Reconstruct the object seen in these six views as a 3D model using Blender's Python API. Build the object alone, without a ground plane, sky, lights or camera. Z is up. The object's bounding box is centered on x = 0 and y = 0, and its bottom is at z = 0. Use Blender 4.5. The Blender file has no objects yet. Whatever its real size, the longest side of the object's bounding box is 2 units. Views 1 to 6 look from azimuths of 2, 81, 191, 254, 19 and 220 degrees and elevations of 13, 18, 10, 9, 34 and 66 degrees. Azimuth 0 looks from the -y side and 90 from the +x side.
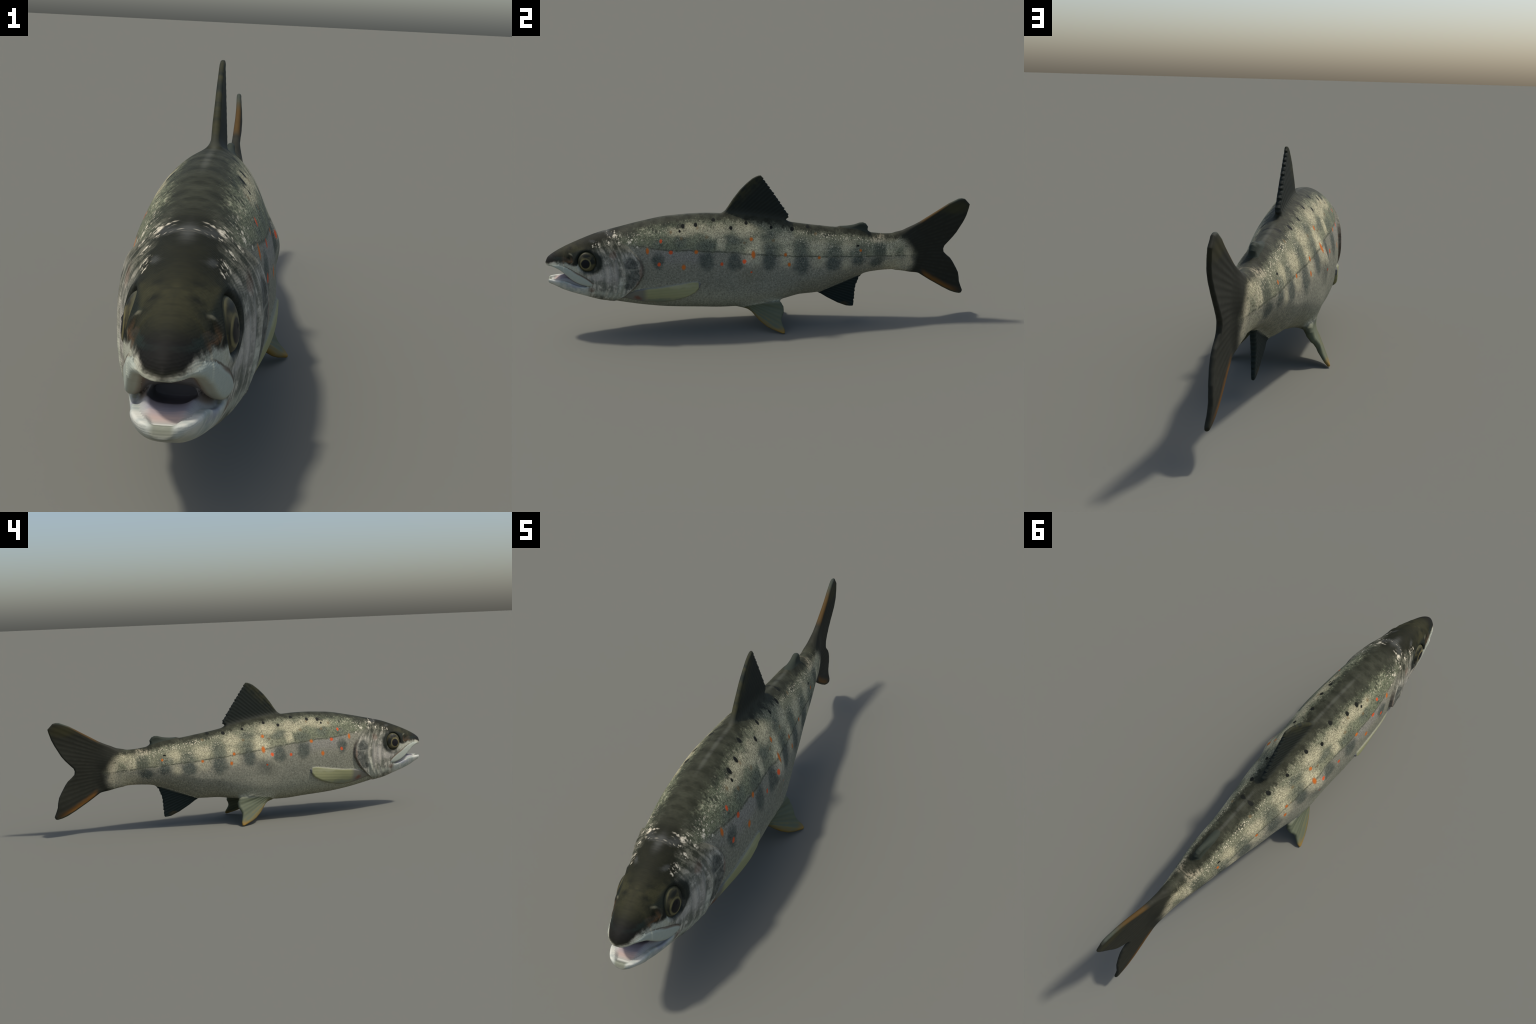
# A trout with an open mouth, built as one smooth implicit surface (body lofted
# from section curves, plate fins with rays, carved mouth), then parted by region.
import bpy, math, time
import numpy as np

T0 = time.time()

# ------------------------------------------------------------------ curves ---
def pchip(x, xk, yk):
    """Monotone cubic through control points."""
    xk = np.asarray(xk, float); yk = np.asarray(yk, float)
    h = np.diff(xk); d = np.diff(yk) / h; m = np.zeros_like(yk)
    for i in range(1, len(xk) - 1):
        if d[i - 1] * d[i] > 0:
            w1 = 2 * h[i] + h[i - 1]; w2 = h[i] + 2 * h[i - 1]
            m[i] = (w1 + w2) / (w1 / d[i - 1] + w2 / d[i])
    m[0] = d[0]; m[-1] = d[-1]
    x = np.clip(x, xk[0], xk[-1])
    i = np.clip(np.searchsorted(xk, x) - 1, 0, len(xk) - 2)
    t = (x - xk[i]) / h[i]
    return (yk[i] * (1 + 2 * t) * (1 - t) ** 2 + h[i] * m[i] * t * (1 - t) ** 2
            + yk[i + 1] * t * t * (3 - 2 * t) + h[i] * m[i + 1] * t * t * (t - 1))

def curve(pts):
    xs, ys = zip(*pts)
    tx = np.linspace(xs[0], xs[-1], 1500); ty = pchip(tx, xs, ys)
    return lambda q: np.interp(q, tx, ty)

def sstep(a, b, x):
    t = np.clip((x - a) / (b - a), 0, 1)
    return t * t * (3 - 2 * t)

def smin(a, b, k):
    h = np.maximum(k - np.abs(a - b), 0) / k
    return np.minimum(a, b) - h * h * k * .25

def smax(a, b, k):
    return -smin(-a, -b, k)

# body outline, seen from the side (y along the fish, head at -y)
BACK = [(-1.004, .334), (-1.0, .345), (-.994, .358), (-.985, .367), (-.97, .378), (-.92, .406), (-.85, .4365), (-.77, .466), (-.68, .4879),
        (-.58, .5108), (-.45, .5338), (-.3, .5415), (-.15, .534), (0, .511), (.15, .4806), (.3, .4581), (.45, .4376),
        (.52, .419), (.6, .412), (.66, .414), (.72, .424), (.82, .43)]
BELLY = [(-1.004, .256), (-1.0, .25), (-.99, .240), (-.97, .2318), (-.92, .2057), (-.85, .1817), (-.77, .1599), (-.68, .1433),
         (-.58, .1237), (-.45, .1069), (-.3, .0986), (-.2, .0925), (-.1, .097), (0, .107), (.1, .121), (.16, .1285), (.25, .132), (.3, .148), (.45, .209),
         (.52, .226), (.6, .231), (.66, .230), (.72, .222), (.82, .215)]
GIRTH = [(-.92, .0595), (-.85, .0765), (-.77, .0900), (-.68, .1095), (-.58, .1235), (-.45, .1350), (-.3, .1440), (-.15, .1375),
         (0, .1325), (.15, .1145), (.3, .0927), (.45, .0761), (.56, .0580), (.66, .0375), (.72, .0265), (.78, .016), (.82, .012)]
NOSE_W = [(-1.004, .002), (-1.0, .012), (-.995, .022), (-.985, .033), (-.97, .041), (-.945, .050), (-.92, .0575)]
JAW_W = [(-1.004, .002), (-.998, .004), (-.993, .021), (-.988, .032), (-.98, .042), (-.96, .053), (-.94, .0585), (-.92, .0605)]
SPINE = [(-1, .0205), (-.9, .0205), (-.75, .0185), (-.5, .0120), (-.2, .0060), (0, .0020), (.5, -.0080), (.7, -.0110), (.8, -.0145), (.9, -.0180), (1.0, -.0215)]
WIDEST = [(-1, .60), (-.6, .485), (0, .31), (.7, .53)]
# mouth: lip line above, rim of the lower jaw below
LIP = [(-1.06, .326), (-.98, .326), (-.945, .315), (-.915, .293), (-.89, .271), (-.865, .255), (-.845, .246), (-.815, .236), (-.76, .205)]
RIM = [(-1.06, .259), (-.985, .262), (-.945, .261), (-.91, .256), (-.88, .244), (-.855, .236), (-.83, .233), (-.81, .238), (-.76, .26)]
GILL = [(.12, -.74), (.155, -.70), (.174, -.675), (.204, -.638), (.24, -.606), (.27, -.584), (.305, -.570), (.338, -.571), (.367, -.582), (.39, -.600), (.42, -.63), (.46, -.68)]
f_back, f_belly, f_girth = curve(BACK), curve(BELLY), curve(GIRTH)
f_nose, f_jaw, f_spine, f_wide = curve(NOSE_W), curve(JAW_W), curve(SPINE), curve(WIDEST)
f_lip, f_rim, f_gill = curve(LIP), curve(RIM), curve(GILL)

MAXILLA = [(-.978, .334), (-.94, .339), (-.905, .325), (-.868, .304), (-.834, .285), (-.806, .265), (-.792, .252),
           (-.799, .243), (-.825, .240), (-.85, .244), (-.87, .252), (-.895, .27), (-.92, .29), (-.948, .312)]
EYE = (-.815, .3545)

# ------------------------------------------------------------- fin outlines ---
def scallop(a, b, n, depth):
    """Ragged trailing edge between two points: n ray tips with shallow notches."""
    a = np.array(a); b = np.array(b); t = (b - a); L = np.hypot(*t); nrm = np.array([t[1], -t[0]]) / L
    out = []
    for i in range(n):
        w = .62 + .42 * math.sin(i * 2.7 + n)
        out += [a + t * ((i + .12) / n) + nrm * depth * .1 * w, a + t * ((i + .62) / n) + nrm * depth * .55 * w,
                a + t * ((i + .80) / n) - nrm * depth * .5 * w]
    return [tuple(p) for p in out]

DORSAL = [(-.2, .50), (-.192, .542), (-.172, .570), (-.148, .607), (-.117, .647), (-.088, .676), (-.06, .699), (-.045, .707), (-.032, .712), (-.020, .7125)] \
    + scallop((-.016, .706), (.055, .605), 7, -.007) + scallop((.055, .605), (.114, .517), 6, -.007) + [(.114, .509), (.100, .502), (.098, .495), (.112, .47)]
ADIPOSE = [(.36, .40), (.362, .451), (.395, .4545), (.431, .4625), (.456, .4705), (.472, .4715), (.487, .465), (.4985, .449), (.492, .431), (.496, .418), (.49, .40)]
CAUDAL = [(.62, .33), (.64, .408), (.67, .420), (.692, .434), (.752, .4635), (.83, .511), (.894, .550), (.942, .571), (.957, .5725), (.974, .5685), (1.0, .5415),
          (.996, .523), (.985, .487), (.972, .458), (.957, .430), (.943, .404), (.926, .381), (.905, .358), (.887, .339), (.8815, .325), (.884, .308),
          (.900, .292), (.918, .277), (.931, .260), (.941, .244), (.954, .222), (.967, .199), (.974, .172), (.977, .150), (.986, .126), (.9955, .103),
          (.990, .091), (.980, .0885), (.957, .0935), (.93, .1035), (.888, .126), (.86, .143), (.828, .162), (.797, .182), (.762, .205), (.727, .216), (.69, .226), (.65, .236)]
ANAL = [(.262, .150), (.269, .128), (.31, .101), (.362, .0715), (.385, .062), (.407, .053), (.425, .0505), (.440, .050)] \
    + scallop((.443, .054), (.448, .150), 5, -.005) + scallop((.449, .155), (.468, .206), 3, -.005) + [(.475, .225), (.46, .26)]
# pelvic fin: outline in its own plane (a forward, b outward-down)
PELVIC = [(.205, -.06), (.186, -.008), (.160, .010), (.143, .029), (.127, .050), (.105, .076), (.076, .102), (.050, .118), (.030, .127), (.003, .1395), (-.007, .138), (-.007, .121),
          (-.001, .104), (.005, .085), (.006, .073), (.001, .056), (-.006, .040), (-.007, .026), (-.006, .010), (.004, -.004), (.016, -.009), (.045, -.011), (.048, -.024), (.06, -.06)]
PEL_C = np.array([.1066, .072, .118])
PEL_B = np.array([.52671, -.02198, -.84976])
PEL_N = np.array([-.83997, .14004, -.52426])
PEL_A = np.array([-.13052, -.98990, -.05530])
PECTORAL = [(-.668, .184), (-.635, .204), (-.60, .222), (-.56, .231), (-.50, .237), (-.44, .247), (-.381, .2575), (-.345, .2635), (-.325, .262), (-.313, .252),
            (-.316, .236), (-.337, .210), (-.376, .188), (-.43, .168), (-.50, .154), (-.556, .156), (-.61, .169)]

def poly_sdf(u, v, poly):
    """Signed distance to a closed outline (negative inside)."""
    P = np.asarray(poly, float); Q = np.roll(P, 1, axis=0)
    d = np.full(u.shape, 1e9); s = np.zeros(u.shape, bool)
    for (ax, ay), (bx, by) in zip(P, Q):
        ex, ey = bx - ax, by - ay; wx, wy = u - ax, v - ay
        t = np.clip((wx * ex + wy * ey) / (ex * ex + ey * ey + 1e-12), 0, 1)
        d = np.minimum(d, (wx - ex * t) ** 2 + (wy - ey * t) ** 2)
        c1 = v >= ay; c2 = v < by; c3 = ex * wy > ey * wx
        s ^= (c1 & c2 & c3) | (~c1 & ~c2 & ~c3)
    return np.where(s, -1, 1) * np.sqrt(d)

def boxed(fn, lo, hi, u, v):
    """Evaluate fn only near a rectangle; elsewhere a coarse outside distance."""
    du = np.maximum(np.maximum(lo[0] - u, u - hi[0]), 0); dv = np.maximum(np.maximum(lo[1] - v, v - hi[1]), 0)
    out = np.hypot(du, dv) + .03
    m = out < .06
    out[m] = fn(u[m], v[m], m)
    return out

def bounds(poly):
    P = np.asarray(poly); return P.min(0), P.max(0)

def plate(sd, c, t):
    """Flat plate with rounded rim."""
    return np.hypot(np.maximum(sd + t, 0), c) - t

def ray_wave(ang, a0, a1, n):
    return np.sin((ang - a0) / (a1 - a0) * n * 2 * np.pi)

# ----------------------------------------------------------------- the field ---
def body_field(x, y, z):
    top, bot, xm, fw = f_back(y), f_belly(y), f_spine(y), f_wide(y)
    front = y < -.92
    w = np.where(front, 0, f_girth(y))
    nz = sstep(.25, .315, z)
    w = np.where(front, f_jaw(y) * (1 - nz) + f_nose(y) * nz, w)
    w = np.maximum(w, .002)
    w = w + .019 * np.exp(-((y + .088) / .046) ** 2 - ((z - .325) / .055) ** 2)   # swelling on each flank
    w = w + .004 * np.exp(-((y + .03) / .06) ** 2 - ((z - .19) / .05) ** 2)
    ax = np.abs(x - xm)
    zc = bot + fw * (top - bot); dz = z - zc
    up = dz > 0
    q = np.where(up, np.interp(y, [-.7, .5], [2.0, 1.85]), np.interp(y, [-.95, -.75, -.62, -.2, -.03, .06, .17, .33, .5], [3.0, 3.0, 2.5, 2.3, 2.65, 2.5, 1.70, 1.5, 1.8]))
    H = np.where(up, top - zc, zc - bot)
    r = (np.abs(ax / w) ** q + np.abs(dz / H) ** q) ** (1 / q)
    rho = np.hypot(ax, dz)
    f = np.where(r > 1e-6, rho * (1 - 1 / np.maximum(r, 1e-6)), -np.minimum(w, H))
    # distance along y past either end
    f = np.maximum(f, np.maximum(y - .83, -1.003 + .010 * (1 - nz) - y)) + .035 * sstep(.715, .815, y)
    return f, ax

def relief(y, z):
    """Raised and sunk features of the head, seen from the side."""
    d = np.zeros_like(y)
    m = (y < -.40) & (y > -1.01)
    yy, zz = y[m], z[m]
    s = yy - f_gill(zz)
    win = sstep(.13, .19, zz) * (1 - sstep(.40, .45, zz))
    g = .0080 * sstep(.004, -.004, s) * sstep(-.17, -.01, s) * win
    g -= .004 * sstep(-.004, .004, s) * sstep(.12, .0, s) * win
    # preopercle fold
    s2 = yy - (f_gill(zz) * .55 - .335)
    g += .0034 * np.exp(-(s2 / .009) ** 2) * sstep(.17, .2, zz) * (1 - sstep(.36, .40, zz))
    s3 = s + .035
    g -= .0018 * np.exp(-(s3 / .012) ** 2) * win
    # fine folds of cheek skin
    g += .0016 * np.sin((yy + .25 * (zz - .3) ** 2 * 10) * 190) * sstep(-.77, -.74, yy) * sstep(-.64, -.68, yy) * sstep(.16, .2, zz) * sstep(.37, .33, zz)
    # maxilla plate
    sd = poly_sdf(yy, zz, MAXILLA)
    g += .0028 * sstep(.004, -.008, sd)
    # eye socket with a soft lid
    r = np.hypot((yy - EYE[0]) / 1.0, (zz - EYE[1]) / 1.05)
    g += -.010 * sstep(.047, .037, r) + .0035 * np.exp(-((r - .053) / .008) ** 2)
    # nostril fold
    rn = np.hypot(yy + .893, zz - .366)
    g += .0016 * np.exp(-((rn - .018) / .006) ** 2) * sstep(-.905, -.885, yy) - .003 * np.exp(-(rn / .009) ** 2)
    d[m] = g
    return d

def mouth_cut(ax, y, z):
    # thin lip plates: the palate arches up inside them, the floor swells between the jaw rims
    wl = np.interp(y, [-1.0, -.985, -.95, -.92, -.88, -.85, -.82], [.010, .026, .045, .0535, .065, .073, .077])
    u = ax / wl
    arch = .015 * sstep(.84, .45, u) * sstep(-.975, -.930, y)
    floor = (.030 * sstep(-.95, -.86, y) + .004) * sstep(.80, .50, u) * sstep(-.968, -.94, y) - .006 * sstep(.75, .45, u) * sstep(-.992, -.975, y) * sstep(-.94, -.965, y)
    wedge = smax(z - f_lip(y) - arch, f_rim(y) + floor - z, .004) * .75
    # inner hollow between the jaws
    lo = f_rim(y) + .004
    hi = f_lip(y) + np.interp(y, [-.985, -.96, -.93, -.9, -.84, -.80], [-.02, -.002, .004, .010, .022, .028])
    hi = np.maximum(hi, lo + .004)
    w = np.interp(y, [-.985, -.975, -.95, -.92, -.88, -.82, -.76], [.004, .010, .022, .030, .036, .034, .02])
    zc = (lo + hi) / 2; H = (hi - lo) / 2
    r = ((ax / w) ** 2.6 + (np.abs(z - zc) / H) ** 2.6) ** (1 / 2.6)
    hol = np.hypot(ax, z - zc) * (1 - 1 / np.maximum(r, .02))
    hol = np.maximum(hol, np.maximum(-.985 - y, y + .822))
    return wedge, hol

def parts(x, y, z):
    """Distance to every part; the smooth blend of them is the fish."""
    fb, ax = body_field(x, y, z)
    fb = fb - relief(y, z)
    sk = x - f_spine(y)
    near = (y < -.70)
    fc = fb.copy()
    if near.any():
        wedge, hol = mouth_cut(ax[near], y[near], z[near])
        b = smax(fb[near], -wedge, .009)
        fc[near] = smax(b, -hol, .010)
    out = {"body": fc}

    def dorsal(u, v, m):
        h = np.clip((v - .50) / .2, 0, 1)
        t = (.0105 - .0045 * h) * (1 + .035 * ray_wave(np.arctan2(v - .1, u + .6), .53, .82, 14) * sstep(.02, .2, h + .1))
        return plate(poly_sdf(u, v, DORSAL), sk[m], t)
    def adipose(u, v, m):
        return plate(poly_sdf(u, v, ADIPOSE), sk[m], .011 + 0 * u)
    def caudal(u, v, m):
        t = np.interp(u, [.66, .78, .9, 1.0], [.016, .0105, .0078, .0065])
        t = t * (1 + .03 * ray_wave(np.arctan2(v - .32, u - .52), -.6, .6, 22) * sstep(.74, .84, u))
        edge = poly_sdf(u, v, CAUDAL)
        bend = .0035 * np.sin(v * 30) * sstep(.78, .98, u)
        return plate(edge, sk[m] - bend, t)
    def anal(u, v, m):
        h = np.clip((.16 - v) / .1, 0, 1)
        t = (.010 - .004 * h) * (1 + .06 * ray_wave(np.arctan2(v - .3, u + .1), -.44, -.16, 11) * sstep(0, .3, h))
        return plate(poly_sdf(u, v, ANAL), sk[m], t)
    for name, fn, poly in (("dorsal_fin", dorsal, DORSAL), ("adipose_fin", adipose, ADIPOSE), ("caudal_fin", caudal, CAUDAL), ("anal_fin", anal, ANAL)):
        lo, hi = bounds(poly)
        out[name] = boxed(fn, lo, hi, y, z)

    for side, tag in ((1, "pelvic_fin"), (-1, "pelvic_fin.001")):
        X = np.stack([x * side - PEL_C[0], y - PEL_C[1], z - PEL_C[2]], -1)
        a, b, n = X @ PEL_A, X @ PEL_B, X @ PEL_N
        def pelvic(u, v, m):
            ang = np.arctan2(v + .03, .21 - u)
            fold = .0018 * ray_wave(ang, .2, 1.05, 3) * sstep(.02, .13, np.hypot(.19 - u, v))
            t = np.interp(v, [-.05, -.02, .03, .1, .14], [.032, .021, .0115, .0070, .005]) * (1 + .05 * ray_wave(ang, .2, 1.05, 9))
            return plate(poly_sdf(u, v, PELVIC), n[m] - fold, t)
        lo, hi = bounds(PELVIC)
        out[tag] = np.where(n < .08, boxed(pelvic, lo, hi, a, b), np.abs(n))

    for side, tag in ((1, "pectoral_fin"), (-1, "pectoral_fin.001")):
        def pect(u, v, m):
            sd = poly_sdf(u, v, PECTORAL)
            lift = .001 + .006 * sstep(-.58, -.36, u) * sstep(.26, .18, v)
            t = .0058 * (1 + .014 * np.sin((v - .21 - .1 * (u + .5)) * 420) * sstep(-.6, -.45, u))
            return plate(sd, fb[m] - lift, t)
        lo, hi = bounds(PECTORAL)
        d = boxed(pect, lo, hi, y, z)
        out[tag] = np.where(sk * side > .03, d, .05)
    return out

BLEND = {"dorsal_fin": .022, "adipose_fin": .026, "caudal_fin": .03, "anal_fin": .018, "pelvic_fin": .042, "pelvic_fin.001": .042,
         "pectoral_fin": .0045, "pectoral_fin.001": .0045}

def blend(ps):
    f = ps["body"]
    for k, kk in BLEND.items():
        f = smin(f, ps[k], kk)
    return f

def field(x, y, z):
    out = np.empty_like(x)
    for i in range(0, len(x), 400000):
        s = slice(i, i + 400000)
        out[s] = blend(parts(x[s], y[s], z[s]))
    return out

# -------------------------------------------------------------- surface nets ---
H = .0031
LO = np.array([-.205, -1.02, -.015]); HI = np.array([.205, 1.02, .735])
K = 4
nb = np.ceil((HI - LO) / (H * K)).astype(int)
bc = [LO[i] + (np.arange(nb[i]) + .5) * H * K - H / 2 for i in range(3)]
BX, BY, BZ = np.meshgrid(*bc, indexing="ij")
coarse = field(BX.ravel(), BY.ravel(), BZ.ravel()).reshape(nb)
dense = np.repeat(np.repeat(np.repeat(coarse, K, 0), K, 1), K, 2).astype(np.float32)
bi = np.argwhere(np.abs(coarse) < .030)
off = np.stack(np.meshgrid(*[np.arange(K)] * 3, indexing="ij"), -1).reshape(-1, 3)
gi = (bi[:, None] * K + off[None]).reshape(-1, 3)
gp = LO + gi * H
dense[gi[:, 0], gi[:, 1], gi[:, 2]] = field(gp[:, 0], gp[:, 1], gp[:, 2])
print("field", len(gp), round(time.time() - T0, 1))

inside = dense < 0
n = np.array(dense.shape) - 1
cnt = np.zeros(n, np.int8)
for dx in (0, 1):
    for dy in (0, 1):
        for dz in (0, 1):
            cnt += inside[dx:n[0] + dx, dy:n[1] + dy, dz:n[2] + dz]
cells = np.argwhere((cnt > 0) & (cnt < 8))
vid = np.full(n, -1, np.int32)
vid[cells[:, 0], cells[:, 1], cells[:, 2]] = np.arange(len(cells))
acc = np.zeros((len(cells), 3)); num = np.zeros(len(cells))
corners = [(a, b, c) for a in (0, 1) for b in (0, 1) for c in (0, 1)]
for i, p in enumerate(corners):
    for q in corners[i + 1:]:
        if sum(abs(a - b) for a, b in zip(p, q)) != 1:
            continue
        va = dense[cells[:, 0] + p[0], cells[:, 1] + p[1], cells[:, 2] + p[2]].astype(float)
        vb = dense[cells[:, 0] + q[0], cells[:, 1] + q[1], cells[:, 2] + q[2]].astype(float)
        m = (va < 0) != (vb < 0)
        t = np.where(m, va / np.where(m, va - vb, 1), 0)
        acc[m] += (np.array(p) + t[:, None] * (np.array(q) - np.array(p)))[m]; num += m
verts = LO + (cells + acc / num[:, None]) * H
quads = []
for ax in range(3):
    o = [a for a in range(3) if a != ax]
    s0 = [slice(1, -1)] * 3; s1 = [slice(1, -1)] * 3
    s0[ax] = slice(0, -1); s1[ax] = slice(1, None)
    A, B = inside[tuple(s0)], inside[tuple(s1)]
    for flip, mask in ((False, A & ~B), (True, ~A & B)):
        e = np.argwhere(mask); e[:, o] += 1
        def c(d1, d2):
            q = e.copy(); q[:, o[0]] -= d1; q[:, o[1]] -= d2
            return vid[q[:, 0], q[:, 1], q[:, 2]]
        loop = [c(0, 0), c(1, 0), c(1, 1), c(0, 1)]
        if flip != (ax == 1):
            loop = loop[::-1]
        quads.append(np.stack(loop, 1))
quads = np.concatenate(quads)
quads = quads[(quads >= 0).all(1)]
# keep the one connected fish
lab = np.arange(len(verts))
for _ in range(400):
    mn = lab[quads].min(1); new = lab.copy()
    for j in range(4):
        np.minimum.at(new, quads[:, j], mn)
    new = new[new]
    if (new == lab).all():
        break
    lab = new
main = np.bincount(lab).argmax()
quads = quads[lab[quads[:, 0]] == main]

def gradient(P, e=.0012):
    g = np.empty_like(P)
    for i in range(3):
        d = np.zeros(3); d[i] = e
        a, b = P + d, P - d
        g[:, i] = (field(a[:, 0], a[:, 1], a[:, 2]) - field(b[:, 0], b[:, 1], b[:, 2])) / (2 * e)
    return g

for _ in range(2):
    g = gradient(verts); f = field(verts[:, 0], verts[:, 1], verts[:, 2])
    step = (f / np.maximum((g * g).sum(1), .05))[:, None] * g
    L = np.linalg.norm(step, axis=1, keepdims=True)
    verts = verts - step * np.minimum(1, .002 / np.maximum(L, 1e-9))
# one tangential relaxation keeps the quads even
used = np.unique(quads)
nrm = gradient(verts, .0016)
nrm /= np.linalg.norm(nrm, axis=1, keepdims=True) + 1e-9
print("surface", len(verts), len(quads), round(time.time() - T0, 1))

# -------------------------------------------------------------- face regions ---
fcen = verts[quads].mean(1)
fx, fy, fz = fcen.T
ps = {}
for i in range(0, len(fcen), 400000):
    q = parts(fx[i:i + 400000], fy[i:i + 400000], fz[i:i + 400000])
    for k, v in q.items():
        ps.setdefault(k, []).append(v)
ps = {k: np.concatenate(v) for k, v in ps.items()}
names = ["body"] + list(BLEND)
D = np.stack([ps[k] for k in names], 1)
which = D.argmin(1)
fax = np.abs(fx - f_spine(fy))
region = np.array(["torso"] * len(fcen), dtype=object)
for i, k in enumerate(names):
    if i:
        region[which == i] = k
is_body = which == 0
sgill = fy - f_gill(fz)
head = is_body & (sgill < -.001)
region[head] = "head"
region[is_body & (fy > .50)] = "tail"
wedge, hol = mouth_cut(fax, fy, fz)
wlip = np.interp(fy, [-1.0, -.985, -.95, -.92, -.88, -.85, -.82], [.010, .026, .045, .0535, .065, .073, .077])
mouth = head & (fy < -.79) & (fz > .2) & (((wedge < .005) & (fy > np.where(fz > .5 * (f_lip(fy) + f_rim(fy)), -.958, -.972)) & (fax < wlip * np.where(fz > .5 * (f_lip(fy) + f_rim(fy)), .74, .80))) | (hol < .0045))
lowjaw = head & ~mouth & (fz < np.minimum(f_rim(fy), f_lip(fy)) + .012 * (fy < -.83)) & (fy < -.80)
region[lowjaw] = "lower_jaw"
sdm = poly_sdf(fy, fz, MAXILLA)
maxi = head & ~mouth & ~lowjaw & (sdm < .001) & (fax > .02)
region[maxi & (fx > f_spine(fy))] = "maxilla"
region[maxi & (fx < f_spine(fy))] = "maxilla.001"
gc = head & (fy > -.665) & (fz < .40) & (fz > .165)
region[gc & (fx > f_spine(fy))] = "gill_cover"
region[gc & (fx < f_spine(fy))] = "gill_cover.001"
region[mouth] = "mouth_lining"
print("regions", {k: int((region == k).sum()) for k in set(region)}, round(time.time() - T0, 1))

# ------------------------------------------------------------------ materials ---
class S:
    """Small arithmetic wrapper over shader node sockets."""
    def __init__(self, nt, sock): self.nt, self.s = nt, sock
    def _m(self, op, other=None, third=None, clamp=False):
        nd = self.nt.nodes.new("ShaderNodeMath"); nd.operation = op; nd.use_clamp = clamp
        for i, v in enumerate((self, other, third)):
            if v is None: continue
            if isinstance(v, S): self.nt.links.new(v.s, nd.inputs[i])
            else: nd.inputs[i].default_value = v
        return S(self.nt, nd.outputs[0])
    def __add__(self, o): return self._m("ADD", o)
    __radd__ = __add__
    def __sub__(self, o): return self._m("SUBTRACT", o)
    def __rsub__(self, o): return (self * -1) + o
    def __mul__(self, o): return self._m("MULTIPLY", o)
    __rmul__ = __mul__
    def min(self, o): return self._m("MINIMUM", o)
    def max(self, o): return self._m("MAXIMUM", o)
    def abs(self): return self._m("ABSOLUTE")
    def sin(self): return self._m("SINE")
    def pow(self, o): return self._m("POWER", o)
    def step(self, a, b):
        """smooth 0->1 as the value runs from a to b (a may exceed b)"""
        nd = self.nt.nodes.new("ShaderNodeMapRange"); nd.interpolation_type = "SMOOTHSTEP"
        lo, hi, o0, o1 = (a, b, 0, 1) if a < b else (b, a, 1, 0)
        self.nt.links.new(self.s, nd.inputs[0])
        for i, v in enumerate((lo, hi, o0, o1)): nd.inputs[1 + i].default_value = v
        return S(self.nt, nd.outputs[0])

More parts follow.
